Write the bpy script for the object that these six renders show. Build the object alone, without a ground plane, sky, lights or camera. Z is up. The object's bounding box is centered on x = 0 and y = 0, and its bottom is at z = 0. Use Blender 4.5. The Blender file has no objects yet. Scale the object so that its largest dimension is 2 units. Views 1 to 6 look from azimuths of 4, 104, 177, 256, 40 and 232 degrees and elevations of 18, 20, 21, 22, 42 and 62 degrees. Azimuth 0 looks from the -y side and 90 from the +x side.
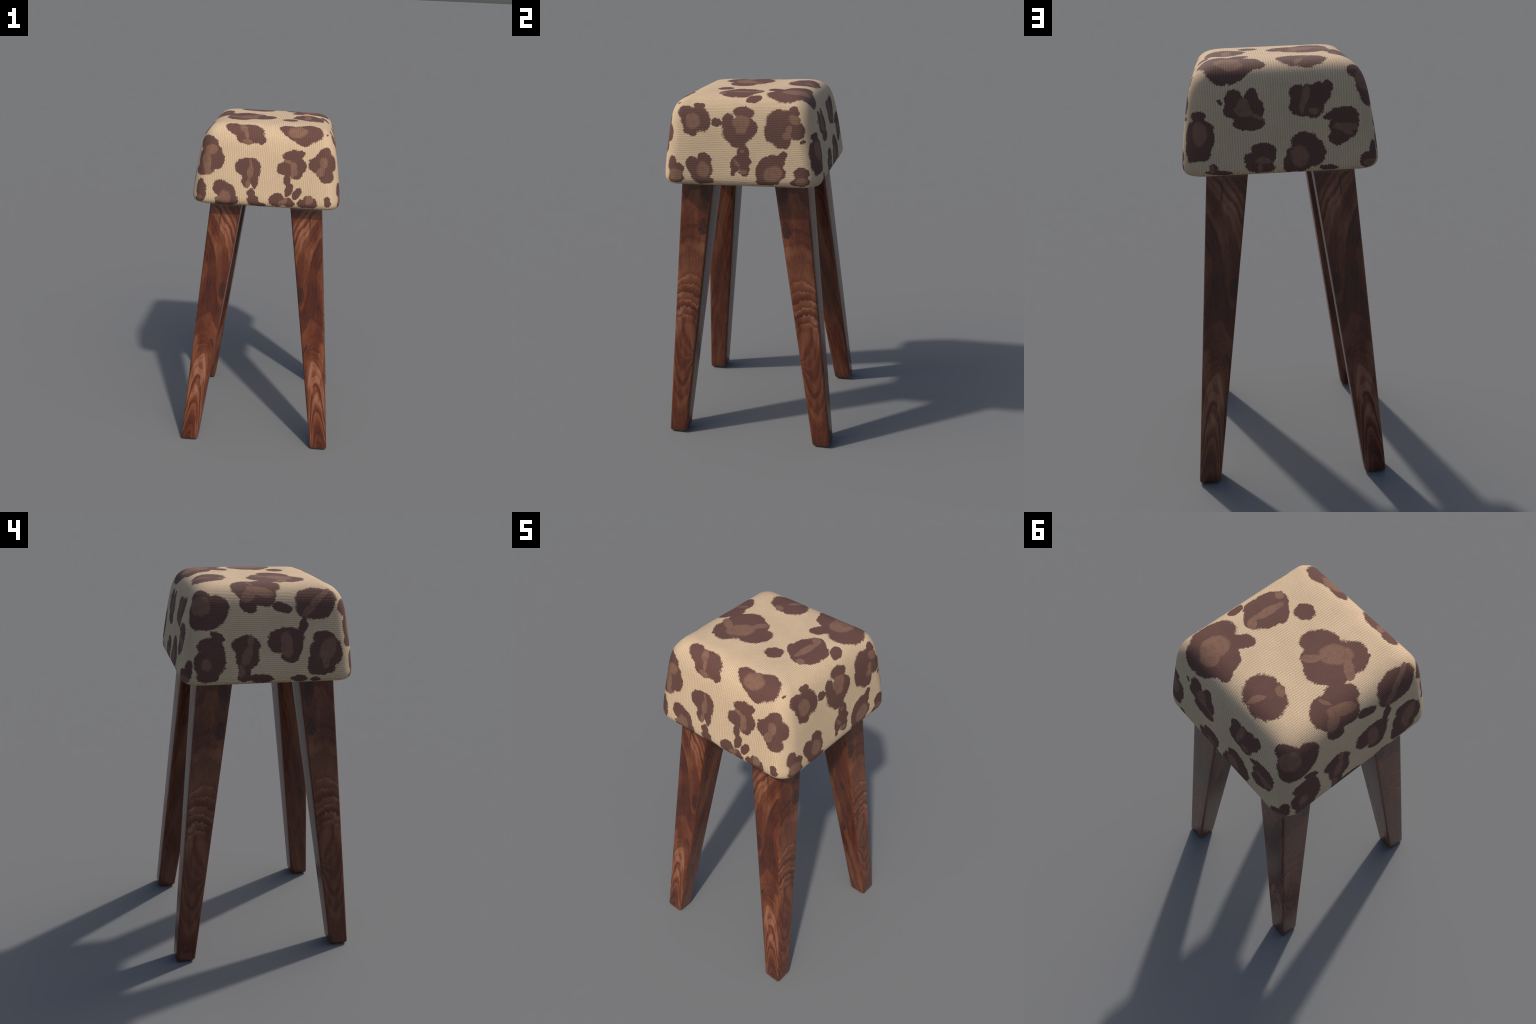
import bpy, bmesh, math, random
from mathutils import Vector, Matrix
from mathutils.bvhtree import BVHTree

# ------------------------------------------------------------------ sizes
CUSHION_HALF_X, CUSHION_HALF_Y = 0.431, 0.433
CUSHION_SHIFT = (-0.0015, 0.0015)          # the pad sits a hair off centre
# profile of the padded seat: (inset from the widest outline, height, corner radius)
PROFILE = [(0.085, 1.531, 0.05), (0.045, 1.531, 0.06), (0.018, 1.537, 0.075), (0.005, 1.551, 0.085),
           (0.000, 1.575, 0.09), (0.005, 1.630, 0.09), (0.014, 1.700, 0.09), (0.026, 1.780, 0.09),
           (0.039, 1.850, 0.080), (0.052, 1.900, 0.072), (0.069, 1.940, 0.066), (0.094, 1.970, 0.058),
           (0.125, 1.988, 0.052), (0.165, 1.997, 0.052), (0.24, 2.000, 0.060), (0.33, 2.000, 0.05), (0.41, 2.000, 0.01)]
# leg faces, (distance from the centre at z = 0, at z = 1.5)
LEG_OUTER_X, LEG_INNER_X = (0.4622, 0.3312), (0.3580, 0.1470)
LEG_OUTER_Y, LEG_INNER_Y = (0.4900, 0.3540), (0.3850, 0.1740)
LEG_TOP = 1.58
LEG_EDGE = 0.013


def new_object(name, mesh, parent=None):
    ob = bpy.data.objects.new(name, mesh)
    bpy.context.scene.collection.objects.link(ob)
    ob.parent = parent
    return ob


# ------------------------------------------------------------------ cushion
def catmull(points, steps):
    out = []
    for i in range(len(points) - 1):
        p0 = points[max(i - 1, 0)]; p1 = points[i]; p2 = points[i + 1]; p3 = points[min(i + 2, len(points) - 1)]
        for s in range(steps):
            t = s / steps
            out.append(tuple(0.5 * (2 * b + (c - a) * t + (2 * a - 5 * b + 4 * c - d) * t * t
                                    + (3 * b - a - 3 * c + d) * t ** 3) for a, b, c, d in zip(p0, p1, p2, p3)))
    out.append(points[-1])
    return out


def rounded_rectangle(hx, hy, r, per_corner=14, per_side=12):
    pts = []
    r = min(r, hx * 0.98, hy * 0.98)
    corners = [(hx - r, hy - r, 0.0), (r - hx, hy - r, 0.5), (r - hx, r - hy, 1.0), (hx - r, r - hy, 1.5)]
    for i, (cx, cy, a0) in enumerate(corners):
        arc = [(cx + r * math.cos(math.pi * (a0 + 0.5 * k / per_corner)),
                cy + r * math.sin(math.pi * (a0 + 0.5 * k / per_corner))) for k in range(per_corner + 1)]
        nx, ny, na = corners[(i + 1) % 4]
        nxt = (nx + r * math.cos(math.pi * na), ny + r * math.sin(math.pi * na))
        pts += arc
        for k in range(1, per_side):
            t = k / per_side
            pts.append((arc[-1][0] * (1 - t) + nxt[0] * t, arc[-1][1] * (1 - t) + nxt[1] * t))
    return pts


def build_cushion():
    bm = bmesh.new()
    rings = []
    for inset, z, r in catmull(PROFILE, 5):
        ring = rounded_rectangle(CUSHION_HALF_X - inset, CUSHION_HALF_Y - inset, r)
        rings.append([bm.verts.new((x + CUSHION_SHIFT[0], y + CUSHION_SHIFT[1], z)) for x, y in ring])
    for a, b in zip(rings, rings[1:]):
        n = len(a)
        for i in range(n):
            bm.faces.new((a[i], a[(i + 1) % n], b[(i + 1) % n], b[i]))
    bm.faces.new(rings[-1])
    bm.faces.new(rings[0][::-1])
    bmesh.ops.recalc_face_normals(bm, faces=bm.faces)
    mesh = bpy.data.meshes.new("cushion")
    bm.to_mesh(mesh); bm.free()
    for p in mesh.polygons:
        p.use_smooth = True
    return mesh


# ------------------------------------------------------------------ legs
def build_leg():
    def at(pair, z):
        return pair[0] + (pair[1] - pair[0]) * z / 1.5
    bm = bmesh.new()
    rings = []
    foot = [(0.000, 0.017), (0.0025, 0.0105), (0.006, 0.006), (0.011, 0.0025), (0.018, 0.0)]   # rounded foot: (height, inset)
    shaft = [(0.06 + (LEG_TOP - 0.06) * i / 20, 0.0) for i in range(21)]
    for z, inset in foot + shaft:
        xo, xi, yo, yi = (at(p, z) for p in (LEG_OUTER_X, LEG_INNER_X, LEG_OUTER_Y, LEG_INNER_Y))
        cx, cy = 0.5 * (xo + xi), 0.5 * (yo + yi)
        ring = rounded_rectangle(0.5 * (xo - xi) - inset, 0.5 * (yo - yi) - inset, LEG_EDGE - 0.4 * inset, 5, 3)
        rings.append([bm.verts.new((cx + px, cy + py, z)) for px, py in ring])
    for a, b in zip(rings, rings[1:]):
        n = len(a)
        for i in range(n):
            bm.faces.new((a[i], a[(i + 1) % n], b[(i + 1) % n], b[i]))
    bm.faces.new(rings[0][::-1]); bm.faces.new(rings[-1])
    bmesh.ops.recalc_face_normals(bm, faces=bm.faces)
    mesh = bpy.data.meshes.new("leg")
    bm.to_mesh(mesh); bm.free()
    for p in mesh.polygons:
        p.use_smooth = True
    return mesh


# ------------------------------------------------------------------ node helpers
class Nodes:
    """Small wrapper that builds a node tree from expressions."""
    def __init__(self, name):
        self.material = bpy.data.materials.new(name)
        self.material.use_nodes = True
        self.tree = self.material.node_tree
        self.shader = self.tree.nodes["Principled BSDF"]
        self.coords = self.tree.nodes.new("ShaderNodeTexCoord")
        self.point = self.coords.outputs["Object"]
        self.normal = self.coords.outputs["Normal"]

    def put(self, socket, value):
        if isinstance(value, bpy.types.NodeSocket):
            self.tree.links.new(value, socket)
        elif isinstance(value, tuple) and socket.type == 'RGBA':
            socket.default_value = (*value, 1)
        else:
            socket.default_value = value

    def math(self, op, *args):
        n = self.tree.nodes.new("ShaderNodeMath"); n.operation = op
        for s, a in zip(n.inputs, args):
            self.put(s, a)
        return n.outputs[0]

    def add(self, a, b): return self.math('ADD', a, b)
    def sub(self, a, b): return self.math('SUBTRACT', a, b)
    def mul(self, a, b): return self.math('MULTIPLY', a, b)

    def vector(self, op, a, b=None):
        n = self.tree.nodes.new("ShaderNodeVectorMath"); n.operation = op
        self.put(n.inputs[0], a)
        if b is not None:
            self.put(n.inputs[3] if op == 'SCALE' else n.inputs[1], b)
        return n.outputs["Value"] if op in ('LENGTH', 'DOT_PRODUCT') else n.outputs["Vector"]

    def split(self, v):
        n = self.tree.nodes.new("ShaderNodeSeparateXYZ"); self.put(n.inputs[0], v)
        return n.outputs[0], n.outputs[1], n.outputs[2]

    def join(self, x, y, z):
        n = self.tree.nodes.new("ShaderNodeCombineXYZ")
        for s, a in zip(n.inputs, (x, y, z)):
            self.put(s, a)
        return n.outputs[0]

    def noise(self, v, scale, detail=2.0, rough=0.5, color=False):
        n = self.tree.nodes.new("ShaderNodeTexNoise")
        self.put(n.inputs["Vector"], v)
        n.inputs["Scale"].default_value = scale
        n.inputs["Detail"].default_value = detail
        n.inputs["Roughness"].default_value = rough
        return n.outputs["Color"] if color else n.outputs["Fac"]

    def step(self, v, lo, hi, a=0.0, b=1.0):
        n = self.tree.nodes.new("ShaderNodeMapRange"); n.interpolation_type = 'SMOOTHSTEP'
        for s, x in zip(n.inputs, (v, lo, hi, a, b)):
            self.put(s, x)
        return n.outputs[0]

    def mix(self, fac, a, b, blend='MIX'):
        n = self.tree.nodes.new("ShaderNodeMix"); n.data_type = 'RGBA'; n.blend_type = blend
        self.put(n.inputs["Factor"], fac); self.put(n.inputs[6], a); self.put(n.inputs[7], b)
        return n.outputs[2]

    def ramp(self, fac, stops):
        n = self.tree.nodes.new("ShaderNodeValToRGB")
        self.put(n.inputs[0], fac)
        el = n.color_ramp.elements
        while len(el) < len(stops):
            el.new(0.5)
        for e, (pos, col) in zip(el, stops):
            e.position = pos; e.color = (*col, 1)
        return n.outputs[0]

    def ellipsoid(self, v, centre, rotation, radii):
        """1 on the surface of the ellipsoid, less inside, more outside"""
        n = self.tree.nodes.new("ShaderNodeMapping"); n.vector_type = 'TEXTURE'
        self.put(n.inputs["Vector"], v)
        n.inputs["Location"].default_value = centre
        n.inputs["Rotation"].default_value = rotation
        n.inputs["Scale"].default_value = radii
        return self.vector('LENGTH', n.outputs[0])

    def after(self, value, v):
        """the vector v, unchanged, but computed only once value is known"""
        n = self.tree.nodes.new("ShaderNodeVectorMath"); n.operation = 'MULTIPLY_ADD'
        self.put(n.inputs[0], value); self.put(n.inputs[1], (1e-9, 1e-9, 1e-9)); self.put(n.inputs[2], v)
        return n.outputs[0]

    def bump(self, height, strength, distance):
        n = self.tree.nodes.new("ShaderNodeBump")
        n.inputs["Strength"].default_value = strength
        n.inputs["Distance"].default_value = distance
        self.put(n.inputs["Height"], height)
        return n.outputs[0]

# ------------------------------------------------------------------ leopard print
# Each rosette is a few overlapping rounded dabs of dark brown with paler dabs inside.
# A dab is (along the face, up the face, radius, radius, turn in degrees).
FACES = {"front": (Vector((1, 0, 0)), Vector((0, 0, 1))), "back": (Vector((-1, 0, 0)), Vector((0, 0, 1))),
         "right": (Vector((0, 1, 0)), Vector((0, 0, 1))), "left": (Vector((0, -1, 0)), Vector((0, 0, 1))),
         "top": (Vector((1, 0, 0)), Vector((0, 1, 0)))}
ROSETTES = []


def spot(face, dark, pale):
    ROSETTES.append((face, dark, pale))


spot("front", [(-0.192, 1.97, 0.059, 0.039, -21), (-0.104, 1.951, 0.077, 0.059, -15), (-0.035, 1.912, 0.022, 0.022, -54), (-0.142, 1.918, 0.045, 0.028, -27)],
     [(-0.147, 1.972, 0.036, 0.019, -67), (-0.126, 1.941, 0.026, 0.012, -85), (-0.121, 1.904, 0.03, 0.016, 3)])
spot("front", [(-0.345, 1.887, 0.059, 0.042, -9), (-0.314, 1.827, 0.06, 0.051, -88), (-0.286, 1.794, 0.052, 0.038, -88), (-0.349, 1.785, 0.076, 0.056, -86), (-0.381, 1.728, 0.037, 0.028, -8)],
     [(-0.323, 1.85, 0.038, 0.03, 2), (-0.349, 1.777, 0.06, 0.028, -86), (-0.342, 1.73, 0.025, 0.024, 12)])
spot("front", [(-0.144, 1.758, 0.042, 0.04, 88), (-0.109, 1.784, 0.06, 0.03, 3), (-0.074, 1.762, 0.044, 0.039, -88), (-0.094, 1.725, 0.053, 0.052, 26), (-0.065, 1.675, 0.034, 0.02, 83), (-0.12, 1.676, 0.032, 0.02, -72)],
     [(-0.095, 1.781, 0.028, 0.008, -87), (-0.096, 1.733, 0.044, 0.018, 88), (-0.105, 1.669, 0.028, 0.014, 78)])
spot("front", [(-0.264, 1.635, 0.045, 0.041, 88), (-0.21, 1.602, 0.059, 0.039, -76), (-0.225, 1.559, 0.066, 0.037, 6)],
     [(-0.237, 1.58, 0.045, 0.035, -81), (-0.272, 1.573, 0.023, 0.013, 5)])
spot("front", [(-0.379, 1.614, 0.067, 0.033, -87)],
     [(-0.389, 1.567, 0.028, 0.02, 34)])
spot("front", [(-0.086, 1.617, 0.024, 0.023, 52), (-0.074, 1.573, 0.033, 0.03, 12), (-0.033, 1.549, 0.037, 0.014, -9)],
     [])
spot("front", [(0.119, 1.974, 0.06, 0.039, -21), (0.145, 1.951, 0.065, 0.03, -25), (0.246, 1.98, 0.061, 0.046, -20), (0.216, 1.962, 0.092, 0.062, 4), (0.199, 1.927, 0.048, 0.035, 3)],
     [(0.163, 1.968, 0.058, 0.043, 5)])
spot("front", [(0.145, 1.838, 0.056, 0.034, 3), (0.19, 1.854, 0.02, 0.02, -22), (0.105, 1.765, 0.048, 0.038, 3), (0.186, 1.781, 0.044, 0.038, -85), (0.169, 1.737, 0.038, 0.03, 3), (0.117, 1.706, 0.04, 0.018, -87)],
     [(0.119, 1.801, 0.026, 0.011, -17), (0.155, 1.768, 0.042, 0.02, -78), (0.148, 1.728, 0.018, 0.01, 84)])
spot("front", [(0.331, 1.863, 0.035, 0.032, 5), (0.305, 1.823, 0.043, 0.036, 43), (0.281, 1.794, 0.044, 0.044, -32), (0.359, 1.804, 0.052, 0.042, -83), (0.342, 1.732, 0.046, 0.036, 1), (0.324, 1.785, 0.06, 0.049, -84)],
     [(0.322, 1.808, 0.034, 0.024, -85), (0.308, 1.757, 0.032, 0.024, 69)])
spot("front", [(0.131, 1.643, 0.04, 0.022, 69)],
     [])
spot("front", [(0.179, 1.626, 0.036, 0.022, 56)],
     [])
spot("front", [(0.064, 1.582, 0.045, 0.039, 5), (0.133, 1.572, 0.032, 0.025, -19)],
     [(0.101, 1.572, 0.037, 0.016, 40)])
spot("front", [(0.21, 1.57, 0.028, 0.027, 7), (0.276, 1.577, 0.027, 0.02, -86), (0.247, 1.564, 0.052, 0.019, 4), (0.236, 1.601, 0.018, 0.016, 3)],
     [(0.251, 1.592, 0.031, 0.024, -86)])
spot("front", [(0.353, 1.597, 0.022, 0.017, -83), (0.36, 1.575, 0.02, 0.019, -59)],
     [])
spot("front", [(0.334, 1.955, 0.011, 0.006, 64)],
     [])
spot("right", [(-0.284, 1.914, 0.045, 0.034, -18), (-0.216, 1.911, 0.046, 0.032, -1), (-0.185, 1.877, 0.057, 0.034, -83), (-0.244, 1.865, 0.063, 0.048, -15), (-0.261, 1.822, 0.039, 0.021, -36)],
     [(-0.244, 1.872, 0.044, 0.042, -48)])
spot("right", [(-0.215, 1.948, 0.03, 0.018, -4)],
     [])
spot("right", [(-0.115, 1.869, 0.03, 0.022, -12)],
     [])
spot("right", [(0.031, 1.917, 0.058, 0.03, -8), (-0.051, 1.86, 0.055, 0.035, -89), (0.064, 1.843, 0.043, 0.041, 90), (0.003, 1.811, 0.078, 0.055, 2), (0.003, 1.764, 0.041, 0.024, 2)],
     [(0.019, 1.869, 0.047, 0.037, 0), (0.019, 1.83, 0.031, 0.025, 2)])
spot("right", [(0.03, 1.718, 0.036, 0.031, 85), (0.019, 1.67, 0.052, 0.034, 3), (-0.023, 1.625, 0.037, 0.014, 73), (0.039, 1.623, 0.032, 0.024, 86), (-0.014, 1.65, 0.032, 0.029, 79)],
     [(-0.006, 1.662, 0.024, 0.012, -42), (0.027, 1.617, 0.027, 0.014, 3), (0.026, 1.722, 0.012, 0.01, 4)])
spot("right", [(-0.255, 1.651, 0.039, 0.033, 80), (-0.182, 1.681, 0.039, 0.031, -21), (-0.2, 1.616, 0.062, 0.059, 56), (-0.186, 1.561, 0.052, 0.018, 4)],
     [(-0.19, 1.621, 0.046, 0.039, -85)])
spot("right", [(-0.365, 1.647, 0.045, 0.027, 87), (-0.338, 1.616, 0.04, 0.037, 20), (-0.346, 1.573, 0.047, 0.025, 6)],
     [(-0.348, 1.591, 0.041, 0.036, 26)])
spot("right", [(0.224, 1.879, 0.068, 0.058, -2), (0.296, 1.917, 0.037, 0.028, -84), (0.201, 1.822, 0.058, 0.058, 19), (0.309, 1.828, 0.046, 0.044, -2), (0.238, 1.773, 0.044, 0.035, 2), (0.345, 1.774, 0.016, 0.01, 1)],
     [(0.3, 1.884, 0.034, 0.025, -18), (0.262, 1.804, 0.024, 0.019, 2), (0.273, 1.835, 0.023, 0.016, -89)])
spot("right", [(0.186, 1.667, 0.07, 0.039, 16), (0.135, 1.614, 0.06, 0.039, 88), (0.21, 1.613, 0.047, 0.04, 7), (0.243, 1.7, 0.026, 0.018, 58), (0.16, 1.564, 0.062, 0.019, 3)],
     [(0.19, 1.608, 0.054, 0.042, 22)])
spot("right", [(0.34, 1.616, 0.042, 0.03, 3), (0.334, 1.568, 0.05, 0.025, 3)],
     [(0.34, 1.569, 0.034, 0.023, 5)])
spot("top", [(0.276, 0.227, 0.097, 0.064, 66), (0.242, 0.341, 0.068, 0.056, -44), (0.181, 0.35, 0.087, 0.038, 26), (0.166, 0.167, 0.062, 0.035, 48), (0.13, 0.252, 0.069, 0.044, -35), (0.084, 0.312, 0.035, 0.03, -20), (0.213, 0.283, 0.082, 0.073, 1)],
     [(0.213, 0.266, 0.069, 0.057, 76), (0.189, 0.311, 0.047, 0.041, 6)])
spot("top", [(0.266, -0.027, 0.088, 0.047, 84), (0.247, -0.103, 0.028, 0.027, -15), (0.27, 0.032, 0.048, 0.028, -35), (0.167, -0.065, 0.053, 0.024, -39), (0.184, -0.011, 0.081, 0.049, 86), (0.22, 0.058, 0.053, 0.038, -36), (0.205, -0.082, 0.058, 0.032, -39)],
     [(0.214, -0.017, 0.085, 0.022, 85), (0.205, 0.075, 0.031, 0.021, -37), (0.252, -0.112, 0.027, 0.02, -35)])
spot("top", [(0.111, -0.136, 0.045, 0.042, -5)],
     [])
spot("top", [(-0.044, -0.082, 0.081, 0.057, 51), (-0.196, -0.147, 0.074, 0.053, -44), (-0.085, -0.002, 0.049, 0.041, -41), (-0.159, -0.0, 0.074, 0.069, 56), (-0.213, 0.003, 0.067, 0.032, 51), (-0.169, -0.089, 0.09, 0.081, -47), (-0.219, -0.181, 0.02, 0.011, 52)],
     [(-0.138, -0.09, 0.074, 0.054, 51), (-0.088, 0.001, 0.041, 0.021, 50), (-0.227, -0.083, 0.059, 0.024, -34)])
spot("top", [(-0.291, 0.009, 0.071, 0.043, 57), (-0.286, 0.1, 0.041, 0.038, -85), (-0.302, 0.136, 0.058, 0.042, -43), (-0.349, 0.04, 0.07, 0.062, 40), (-0.35, 0.12, 0.07, 0.037, 53), (-0.379, 0.115, 0.044, 0.029, 62)],
     [(-0.339, 0.049, 0.071, 0.027, 69), (-0.278, 0.093, 0.03, 0.01, 30), (-0.352, 0.104, 0.049, 0.028, -44)])
spot("left", [(0.052, 1.896, 0.05, 0.025, -15)],
     [])
spot("top", [(-0.087, 0.256, 0.084, 0.078, -22), (-0.132, 0.263, 0.083, 0.075, -25)],
     [(-0.094, 0.292, 0.043, 0.016, 66), (-0.129, 0.196, 0.031, 0.021, -38)])
spot("top", [(0.321, 0.076, 0.042, 0.029, -71)],
     [])
spot("back", [(-0.192, 1.86, 0.037, 0.036, -71), (-0.146, 1.807, 0.056, 0.052, 0), (-0.117, 1.86, 0.037, 0.028, 70), (-0.105, 1.812, 0.044, 0.04, 86), (-0.13, 1.758, 0.066, 0.032, -3), (-0.206, 1.813, 0.03, 0.03, 16), (-0.251, 1.85, 0.015, 0.009, -52)],
     [(-0.149, 1.829, 0.033, 0.026, 86), (-0.15, 1.803, 0.041, 0.02, -12), (-0.091, 1.778, 0.034, 0.008, -22)])
spot("back", [(-0.347, 1.793, 0.033, 0.022, -2), (-0.355, 1.668, 0.052, 0.049, 15), (-0.339, 1.742, 0.058, 0.034, -2), (-0.387, 1.684, 0.083, 0.025, 85), (-0.306, 1.692, 0.056, 0.023, 86), (-0.354, 1.631, 0.05, 0.025, -1)],
     [(-0.344, 1.72, 0.052, 0.034, -89)])
spot("back", [(-0.075, 1.647, 0.053, 0.028, -3), (-0.085, 1.606, 0.046, 0.034, -3), (-0.127, 1.604, 0.032, 0.029, -3), (-0.04, 1.619, 0.027, 0.017, 88), (-0.09, 1.572, 0.061, 0.028, -3)],
     [(-0.077, 1.598, 0.034, 0.015, -3), (-0.094, 1.564, 0.025, 0.01, 88)])
spot("back", [(-0.293, 1.574, 0.019, 0.018, 2), (-0.268, 1.552, 0.057, 0.014, -4)],
     [(-0.301, 1.567, 0.02, 0.011, 86)])
spot("back", [(0.083, 1.862, 0.044, 0.038, 87), (0.133, 1.874, 0.034, 0.033, -1), (0.096, 1.817, 0.049, 0.041, -3), (0.174, 1.868, 0.049, 0.045, 21), (0.145, 1.808, 0.046, 0.039, -4), (0.21, 1.895, 0.026, 0.021, -72)],
     [(0.109, 1.85, 0.063, 0.017, 75), (0.149, 1.797, 0.023, 0.014, -3)])
spot("back", [(0.274, 1.776, 0.063, 0.032, -3), (0.216, 1.775, 0.034, 0.015, 27), (0.303, 1.737, 0.056, 0.033, 89), (0.252, 1.682, 0.044, 0.032, -4), (0.265, 1.728, 0.058, 0.038, -4)],
     [(0.28, 1.724, 0.058, 0.017, -3), (0.291, 1.704, 0.023, 0.015, -4)])
spot("back", [(0.105, 1.657, 0.059, 0.053, -6), (0.05, 1.611, 0.034, 0.027, 89), (0.135, 1.622, 0.058, 0.056, -77), (0.072, 1.583, 0.058, 0.043, -4), (0.029, 1.573, 0.04, 0.021, 89)],
     [(0.08, 1.609, 0.05, 0.042, 90)])
spot("back", [(0.203, 1.553, 0.041, 0.014, -5)],
     [])
spot("back", [(0.375, 1.577, 0.038, 0.033, -67), (0.399, 1.618, 0.042, 0.018, 87)],
     [(0.387, 1.563, 0.033, 0.019, -7)])
spot("left", [(-0.341, 1.946, 0.05, 0.036, -43), (-0.269, 1.895, 0.064, 0.061, 62), (-0.324, 1.838, 0.082, 0.038, -1), (-0.365, 1.869, 0.07, 0.037, 87)],
     [(-0.342, 1.907, 0.052, 0.049, -49)])
spot("left", [(0.222, 1.936, 0.1, 0.054, 1), (0.213, 1.893, 0.093, 0.055, 0)],
     [(0.239, 1.936, 0.079, 0.018, 41), (0.185, 1.881, 0.044, 0.02, 41)])
spot("left", [(-0.301, 1.723, 0.062, 0.04, -2), (-0.289, 1.664, 0.084, 0.061, 90), (-0.316, 1.587, 0.053, 0.036, -3), (-0.354, 1.646, 0.045, 0.029, 88)],
     [(-0.319, 1.639, 0.032, 0.026, -89)])
spot("left", [(-0.266, 1.77, 0.039, 0.017, -30)],
     [])
spot("left", [(-0.129, 1.73, 0.069, 0.04, -2), (-0.122, 1.672, 0.059, 0.055, -11), (-0.136, 1.607, 0.046, 0.03, -89)],
     [(-0.105, 1.748, 0.026, 0.017, -90), (-0.122, 1.678, 0.055, 0.024, 69), (-0.15, 1.601, 0.033, 0.017, -89)])
spot("left", [(0.074, 1.756, 0.085, 0.049, -2), (0.033, 1.732, 0.049, 0.047, -17), (0.115, 1.71, 0.053, 0.034, -88), (0.088, 1.665, 0.041, 0.028, -4)],
     [(0.074, 1.724, 0.066, 0.031, -84)])
spot("left", [(0.153, 1.806, 0.039, 0.023, 74), (0.162, 1.85, 0.013, 0.01, 90)],
     [])
spot("left", [(0.26, 1.752, 0.054, 0.034, -3), (0.303, 1.685, 0.067, 0.053, -84), (0.213, 1.635, 0.054, 0.031, -87), (0.249, 1.607, 0.07, 0.034, -3), (0.254, 1.686, 0.064, 0.059, -21)],
     [(0.282, 1.699, 0.063, 0.039, 64), (0.273, 1.639, 0.037, 0.021, -87)])
spot("left", [(-0.136, 1.57, 0.034, 0.021, -4), (-0.054, 1.563, 0.058, 0.023, -3)],
     [])
spot("left", [(0.139, 1.559, 0.042, 0.015, -4), (0.225, 1.55, 0.027, 0.014, -8)],
     [])
spot("left", [(-0.406, 1.609, 0.049, 0.021, 75), (-0.416, 1.571, 0.034, 0.024, 28)],
     [])


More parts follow.
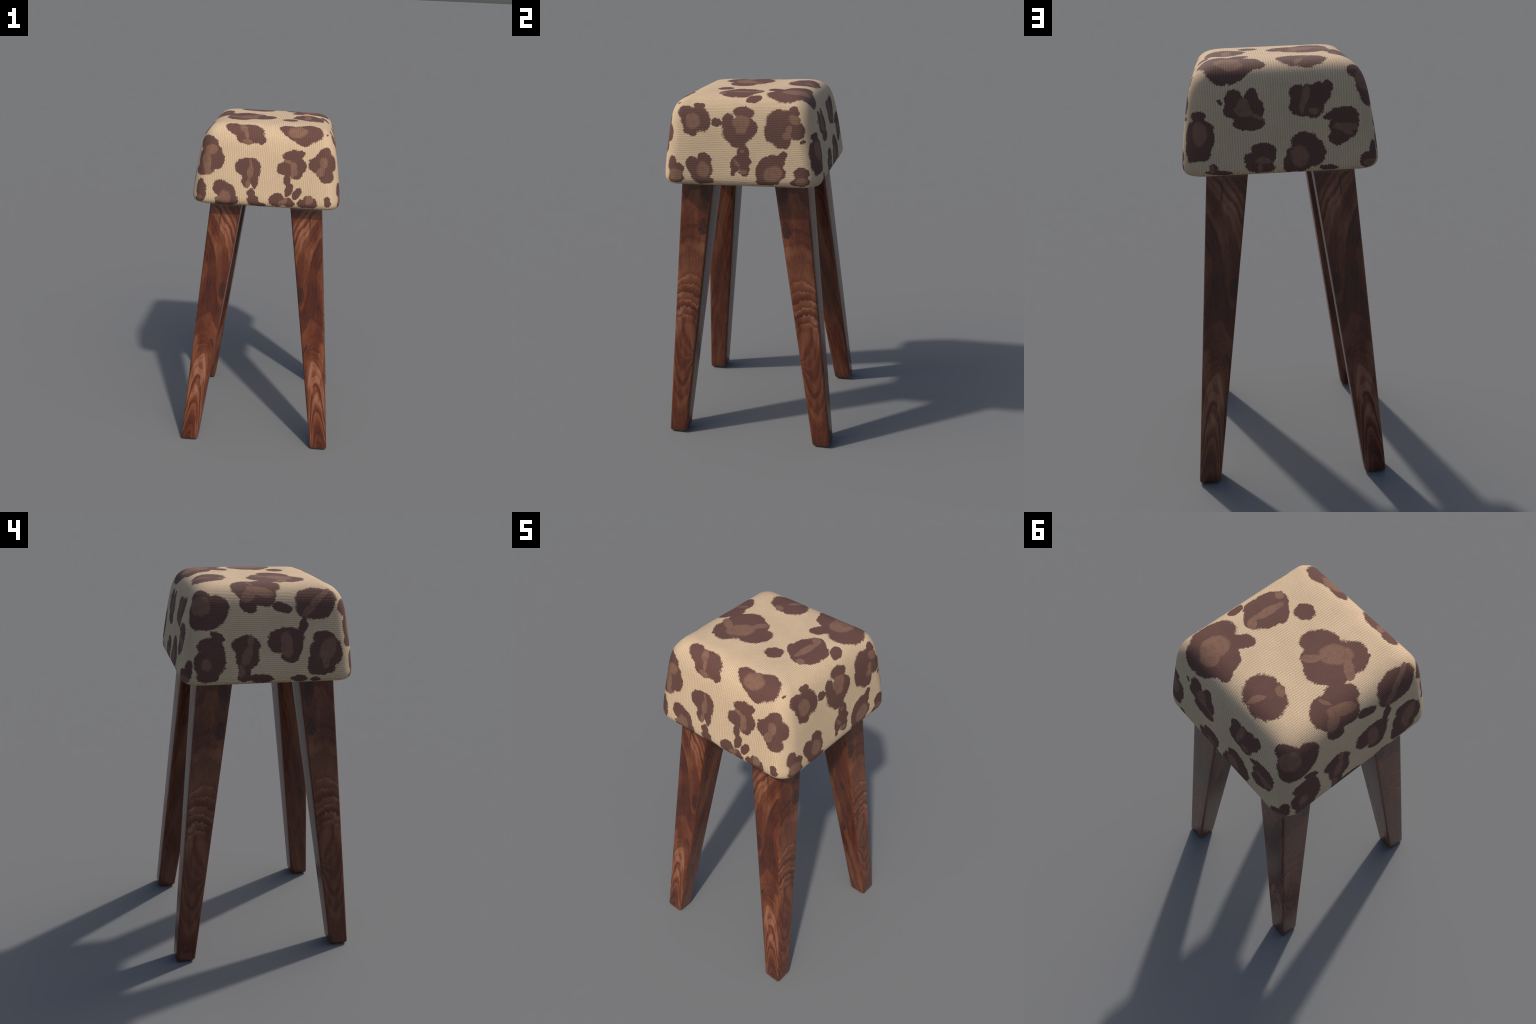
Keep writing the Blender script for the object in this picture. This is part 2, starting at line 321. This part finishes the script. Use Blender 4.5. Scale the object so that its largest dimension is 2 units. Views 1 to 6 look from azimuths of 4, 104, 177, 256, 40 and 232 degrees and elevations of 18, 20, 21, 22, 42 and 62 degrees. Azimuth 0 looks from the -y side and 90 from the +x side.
def fabric_material(mesh):
    surface = BVHTree.FromPolygons([v.co for v in mesh.vertices], [tuple(p.vertices) for p in mesh.polygons])
    k = Nodes("leopard_fabric")

    def placed(face, dab):
        """lay a dab on the cushion: centre, orientation and radii of its ellipsoid"""
        s, t, a, b, turn = dab
        along, up = FACES[face]
        out = along.cross(up)
        hit, normal, _, _ = surface.ray_cast(along * s + up * t + out * 3.0, -out)
        if hit is None:
            return None
        e1 = (along - normal * along.dot(normal)).normalized()
        e2 = normal.cross(e1)
        c, q = math.cos(math.radians(turn)), math.sin(math.radians(turn))
        m = Matrix((e1 * c + e2 * q, e2 * c - e1 * q, normal)).transposed()
        return hit, m.to_euler('XYZ'), (a, b, max(0.8 * b + 0.2 * a, 0.03))

    x, y, z = k.split(k.point)
    ax, ay = k.math('ABSOLUTE', x), k.math('ABSOLUTE', y)
    drop = k.sub(2.0, z)
    on_side = k.step(k.sub(ax, ay), -0.05, 0.05)
    across = k.add(x, k.mul(k.math('SIGN', x), k.mul(drop, on_side)))                # over the ribs of the cloth
    length = k.add(y, k.mul(k.math('SIGN', y), k.mul(drop, k.sub(1.0, on_side))))    # along the ribs
    loose = k.vector('SUBTRACT', k.noise(k.point, 14.0, 1.0, 0.5, True), (0.5, 0.5, 0.5))
    lx, ly, _ = k.split(loose)
    across = k.add(across, k.mul(lx, 0.010))
    length = k.add(length, k.mul(ly, 0.010))

    # ragged, brushed outline: wander + short teeth along the ribs
    wander = k.vector('SCALE', k.vector('SUBTRACT', k.noise(k.point, 26.0, 2.0, 0.5, True), (0.5, 0.5, 0.5)), 0.022)
    teeth = k.vector('SCALE', k.vector('SUBTRACT', k.noise(k.point, 120.0, 2.0, 0.7, True), (0.5, 0.5, 0.5)), 0.016)
    fibre = k.sub(k.noise(k.join(k.mul(across, 330.0), k.mul(length, 60.0), 0.0), 1.0, 1.0), 0.5)
    fray = k.sub(k.noise(k.join(k.mul(across, 190.0), k.mul(length, 110.0), z), 1.0, 3.0, 0.7), 0.5)
    brushed = k.vector('ADD', k.vector('ADD', k.point, wander), teeth)
    soft = k.vector('ADD', k.point, wander)

    def field(index, point, swell, blend):
        """distance to the nearest rosette; the dabs of one rosette melt together"""
        total = None
        for face, *dabs in ROSETTES:
            one = None
            for dab in dabs[index]:
                place = placed(face, dab)
                if place is None:
                    continue
                centre, turn, radii = place
                # (each dab waits for the one before, so that the shader stays within its stack)
                last = one or total
                here = point if last is None else k.after(last, point)
                d = k.ellipsoid(here, centre, turn, tuple(r * swell for r in radii))
                one = d if one is None else k.math('SMOOTH_MIN', one, d, blend)
            if one is not None:
                total = one if total is None else k.math('MINIMUM', total, one)
        return total

    dark = k.add(field(0, brushed, 1.04, 0.40), k.add(k.mul(fibre, 0.34), k.mul(fray, 0.30)))
    pale = k.add(field(1, k.after(dark, soft), 1.0, 0.25), k.mul(fibre, 0.16))
    dark_mask = k.step(k.math('MINIMUM', dark, k.mul(k.add(pale, k.mul(fibre, 0.2)), 1.02)), 0.97, 1.03, 1.0, 0.0)
    pale_mask = k.step(k.add(pale, k.mul(fray, 0.25)), 0.82, 1.08, 1.0, 0.0)

    # cloth: ribs with offset stitches
    rib = k.mul(across, 1 / 0.0107)
    row = k.math('FLOOR', rib)
    groove = k.math('ABSOLUTE', k.math('SINE', k.mul(rib, math.pi)))
    stitch = k.math('SINE', k.mul(k.add(k.mul(length, 1 / 0.0125), k.mul(row, 0.43)), 2 * math.pi))
    thread = k.noise(k.join(k.mul(across, 320.0), k.mul(length, 130.0), k.mul(z, 40.0)), 1.0, 2.0)
    height = k.add(k.mul(groove, k.add(0.7, k.mul(stitch, 0.16))), k.mul(thread, 0.65))

    weave = k.step(k.add(k.mul(groove, k.add(0.55, k.mul(stitch, 0.17))), k.mul(thread, 0.75)), 0.30, 1.20)
    cloudy = k.noise(k.point, 9.0, 3.0)
    mottle = k.noise(k.point, 38.0, 3.0, 0.6)
    sand = k.mix(weave, SAND_LOW, SAND_HIGH)
    brown = k.mix(weave, BROWN_LOW, BROWN_HIGH)
    tan = k.mix(weave, TAN_LOW, TAN_HIGH)
    colour = k.mix(dark_mask, sand, k.mix(k.mul(pale_mask, k.step(mottle, 0.32, 0.56, 0.65, 1.0)), brown, tan))
    colour = k.mix(1.0, colour, k.ramp(cloudy, [(0.3, (0.91, 0.91, 0.91)), (0.7, (1.0, 1.0, 1.0))]), 'MULTIPLY')
    k.put(k.shader.inputs["Base Color"], colour)
    k.put(k.shader.inputs["Roughness"], 0.85)
    k.put(k.shader.inputs["Specular IOR Level"], 0.25)
    k.put(k.shader.inputs["Normal"], k.bump(height, 0.36, 0.0020))
    return k.material


SAND_LOW, SAND_HIGH = (0.408, 0.292, 0.182), (0.580, 0.427, 0.275)
BROWN_LOW, BROWN_HIGH = (0.090, 0.042, 0.032), (0.120, 0.057, 0.044)
TAN_LOW, TAN_HIGH = (0.165, 0.085, 0.056), (0.205, 0.108, 0.072)

# ------------------------------------------------------------------ wood
def wood_material():
    """stained reddish board with cathedral arches, heartwood, knots and quarter-grain;
    legs mirror one another, so everything is told in the coordinates of one leg"""
    k = Nodes("reddish_wood")
    x, y, z = k.split(k.point)
    nx, ny, nz = k.split(k.normal)
    x_face = k.math('GREATER_THAN', k.math('ABSOLUTE', nx), k.math('ABSOLUTE', ny))
    y_face = k.sub(1.0, x_face)
    inner = k.math('LESS_THAN', k.add(nx, ny), 0.0)
    outer = k.sub(1.0, inner)
    board = k.add(k.mul(x_face, 4.0), k.mul(inner, 9.0))

    def middle(far, near):
        a = 0.5 * (far[0] + near[0]); b = 0.5 * (far[1] + near[1])
        return k.add(a, k.mul(z, (b - a) / 1.5))
    ux = k.sub(x, middle(LEG_OUTER_X, LEG_INNER_X))      # across the boards that look along y
    uy = k.sub(y, middle(LEG_OUTER_Y, LEG_INNER_Y))      # across the boards that look along x
    across = k.add(k.mul(ux, y_face), k.mul(uy, x_face))

    def centred(v, gain):
        return k.mul(k.sub(v, 0.5), gain)

    def lerp(a, b, t):
        return k.add(k.mul(a, k.sub(1.0, t)), k.mul(b, t))

    wave = centred(k.noise(k.join(k.mul(across, 14.0), k.mul(z, 5.0), board), 1.0, 2.0), 1.0)
    jag = centred(k.noise(k.join(k.mul(across, 75.0), k.mul(z, 14.0), board), 1.0, 2.0), 1.0)

    def square(v):
        return k.mul(v, v)

    # front board: arches low down, narrower towards the foot; strands sweeping outwards above
    steep = k.step(z, 0.20, 0.75, 105.0, 18.0)
    arches = k.add(z, k.mul(square(k.sub(ux, 0.006)), steep))
    rise = k.math('MAXIMUM', k.sub(z, 1.0), 0.0)
    strands = k.add(0.68, k.mul(k.sub(k.add(ux, 0.07), k.mul(square(rise), 0.8)), 3.2))
    front = lerp(arches, strands, k.step(z, 0.80, 1.02))
    # side board: wavy bands in the middle, a slant below them, hanging arches near the foot
    bands = k.add(z, k.add(k.mul(square(uy), 8.0), k.mul(jag, 0.03)))
    slant = k.add(k.add(k.mul(z, 0.55), 0.34), k.mul(uy, -2.2))
    hanging = k.sub(k.add(z, 0.11), k.mul(square(uy), 50.0))
    side = lerp(lerp(hanging, slant, k.step(z, 0.42, 0.58)), bands, k.step(z, 0.70, 0.80))
    plain = k.add(k.mul(across, 3.0), k.mul(z, 0.45))    # boards that face the middle of the stool
    figure = lerp(lerp(front, side, x_face), plain, inner)
    figure = k.add(figure, k.add(k.mul(wave, 0.17), k.mul(jag, 0.035)))

    # stacked ripples on the side board: each fades downwards from a jagged upper edge
    ripple = k.math('FRACT', k.mul(k.add(bands, k.add(k.mul(wave, 0.10), k.mul(jag, 0.02))), 1 / 0.050))

    # growth rings of uneven width = noise along the figure
    ring = k.noise(k.join(k.mul(figure, k.add(15.0, k.mul(x_face, 8.0))), 0.5, board), 1.0, 0.0)
    ring = k.step(ring, 0.34, 0.66)
    thin = k.noise(k.join(k.mul(figure, 62.0), 3.5, board), 1.0, 1.0, 0.6)
    grain = k.noise(k.join(k.mul(across, 300.0), k.mul(z, 11.0), board), 1.0, 3.0, 0.6)
    lean = k.sub(across, k.mul(z, 0.13))
    streak = k.noise(k.join(k.mul(lean, 48.0), k.mul(z, 4.0), board), 1.0, 2.0, 0.5)
    patch = k.noise(k.join(k.mul(lean, 13.0), k.mul(z, 4.5), board), 1.0, 2.0, 0.5)

    ragged = k.vector('SCALE', k.vector('SUBTRACT', k.noise(k.point, 30.0, 2.0, 0.5, True), (0.5, 0.5, 0.5)), 0.5)

    def oval(u, u0, z0, ru, rz, turn=0.0):
        bent = k.add(k.sub(u, u0), k.mul(k.sub(z, z0), turn))
        return k.vector('LENGTH', k.vector('ADD', ragged, k.join(k.mul(bent, 1 / ru), k.mul(k.sub(z, z0), 1 / rz), 0.0)))

    def blot(u, u0, z0, ru, rz, face, side_of=None, turn=0.0, soft=(0.3, 1.2)):
        m = k.mul(k.step(oval(u, u0, z0, ru, rz, turn), soft[0], soft[1], 1.0, 0.0), face)
        return k.mul(m, outer if side_of is None else side_of)

    def most(*masks):
        total = masks[0]
        for m in masks[1:]:
            total = k.math('MAXIMUM', total, m)
        return total

    # where the figure stands out, where the board is pale, where it is dark heartwood
    lively = most(k.mul(k.mul(k.step(z, 0.66, 0.80, 1.0, 0.0), y_face), outer),
                  k.mul(k.mul(k.step(z, 1.05, 1.20, 0.0, 0.9), y_face), outer),
                  k.mul(blot(uy, 0.0, 0.86, 0.12, 0.20, x_face, soft=(0.7, 1.1)), 0.25),
                  k.mul(k.mul(k.step(z, 0.45, 0.60, 0.6, 0.0), x_face), outer), 0.52)
    pale = most(blot(ux, 0.050, 0.60, 0.024, 0.12, y_face, soft=(0.5, 1.15)),
                blot(ux, 0.026, 0.49, 0.020, 0.08, y_face, turn=-0.15, soft=(0.5, 1.15)),
                blot(ux, 0.000, 0.375, 0.022, 0.055, y_face, soft=(0.7, 1.1)),
                blot(ux, -0.030, 0.50, 0.024, 0.14, y_face, soft=(0.3, 1.2)),
                k.mul(blot(ux, 0.0, 0.42, 0.08, 0.30, y_face, soft=(0.5, 1.1)), 0.35),
                k.mul(blot(ux, -0.02, 1.32, 0.06, 0.14, y_face), 0.45),
                k.mul(blot(uy, 0.01, 0.90, 0.10, 0.16, x_face), 0.5),
                k.mul(blot(uy, 0.045, 0.70, 0.028, 0.14, x_face, turn=0.10), 0.9))
    heart = most(blot(ux, 0.0, 0.93, 0.10, 0.26, y_face, turn=0.12, soft=(0.5, 1.1)),
                 k.mul(blot(ux, 0.07, 1.22, 0.05, 0.16, y_face), 0.8),
                 k.mul(blot(ux, 0.0, 0.17, 0.07, 0.14, y_face), 0.45),
                 blot(uy, 0.02, 1.32, 0.10, 0.17, x_face, soft=(0.6, 1.2)),
                 blot(uy, 0.0, 0.36, 0.05, 0.17, x_face, soft=(0.4, 1.2)),
                 k.mul(blot(across, 0.0, 0.75, 0.06, 0.30, 1.0, inner), 0.6))

    tone = k.add(0.47, k.mul(k.add(centred(ring, 0.44), centred(thin, 0.75)), lively))
    ripples = blot(uy, 0.0, 0.87, 0.14, 0.19, x_face, soft=(0.55, 1.1))
    tone = k.add(tone, k.mul(centred(ripple, 0.50), ripples))
    tone = k.add(tone, k.add(centred(grain, 0.34), k.add(centred(streak, 0.42), centred(patch, 0.62))))
    tone = k.add(tone, k.sub(k.mul(pale, 0.34), k.mul(heart, 0.17)))
    colour = k.ramp(tone, [(0.06, WOOD[0]), (0.33, WOOD[1]), (0.53, WOOD[2]), (0.74, WOOD[3]), (0.95, WOOD[4])])
    # pinstriped quarter grain high on the side board
    stripes = k.math('SINE', k.mul(k.add(uy, k.mul(k.noise(k.point, 12.0, 1.0), 0.006)), 2 * math.pi / 0.0088))
    stripes = k.mul(k.step(stripes, -0.3, 0.9), blot(uy, 0.0, 1.09, 0.085, 0.11, x_face, soft=(0.6, 1.1)))
    colour = k.mix(k.mul(stripes, 0.6), colour, PINSTRIPE)
    # knots, dark stains, a drying crack, pores
    hard = (0.88, 1.04)
    knots = most(blot(ux, -0.060, 0.998, 0.022, 0.056, y_face, soft=hard),
                 blot(uy, -0.052, 1.275, 0.024, 0.052, x_face, soft=hard),
                 blot(uy, -0.048, 1.47, 0.026, 0.100, x_face, turn=-0.1, soft=hard),
                 blot(ux, 0.015, 0.986, 0.014, 0.032, y_face, inner, soft=hard),
                 blot(ux, -0.028, 0.620, 0.018, 0.036, y_face, inner, soft=hard),
                 blot(uy, 0.030, 1.157, 0.015, 0.040, x_face, inner, soft=hard))
    core = k.mul(knots, k.step(thin, 0.3, 0.7, 0.85, 0.55))
    colour = k.mix(core, colour, KNOT)
    crack = most(blot(ux, 0.019, 1.45, 0.005, 0.060, y_face, soft=(0.5, 1.3)),
                 blot(ux, -0.048, 0.66, 0.006, 0.040, y_face, turn=-0.4, soft=(0.5, 1.3)))
    colour = k.mix(k.mul(crack, 0.8), colour, KNOT)
    pores = k.noise(k.join(k.mul(lean, 130.0), k.mul(z, 22.0), board), 1.0, 1.0)
    colour = k.mix(k.mul(k.step(pores, 0.68, 0.76), k.add(0.25, k.mul(heart, 0.6))), colour, KNOT)
    flecks = k.noise(k.join(k.mul(across, 150.0), k.mul(z, 45.0), k.add(board, 2.0)), 1.0, 1.0)
    colour = k.mix(k.mul(k.step(flecks, 0.70, 0.80), k.mul(lively, 0.6)), colour, WOOD[4])
    k.put(k.shader.inputs["Base Color"], colour)
    k.put(k.shader.inputs["Roughness"], k.step(tone, 0.3, 0.9, 0.24, 0.40))
    k.put(k.shader.inputs["Normal"], k.bump(k.add(grain, thin), 0.04, 0.002))
    return k.material


PINSTRIPE = (0.190, 0.072, 0.036)
KNOT = (0.030, 0.012, 0.010)
WOOD = [(0.042, 0.012, 0.008), (0.083, 0.021, 0.010), (0.120, 0.034, 0.014), (0.165, 0.055, 0.024), (0.255, 0.105, 0.062)]

# ---- SCENE
stool = bpy.data.objects.new("stool", None)
bpy.context.scene.collection.objects.link(stool)
stool["label"] = "tall stool with leopard print padded seat and splayed wooden legs"
stool["category"] = "stool"

cushion = new_object("cushion", build_cushion(), stool)
cushion.data.materials.append(fabric_material(cushion.data))

leg_mesh = build_leg()
leg_mesh.materials.append(wood_material())
leg = new_object("leg", leg_mesh, stool)
for sx, sy in ((-1, 1), (1, -1), (-1, -1)):             # the four legs mirror one another
    other = leg.copy()
    bpy.context.scene.collection.objects.link(other)
    other.scale = (sx, sy, 1)
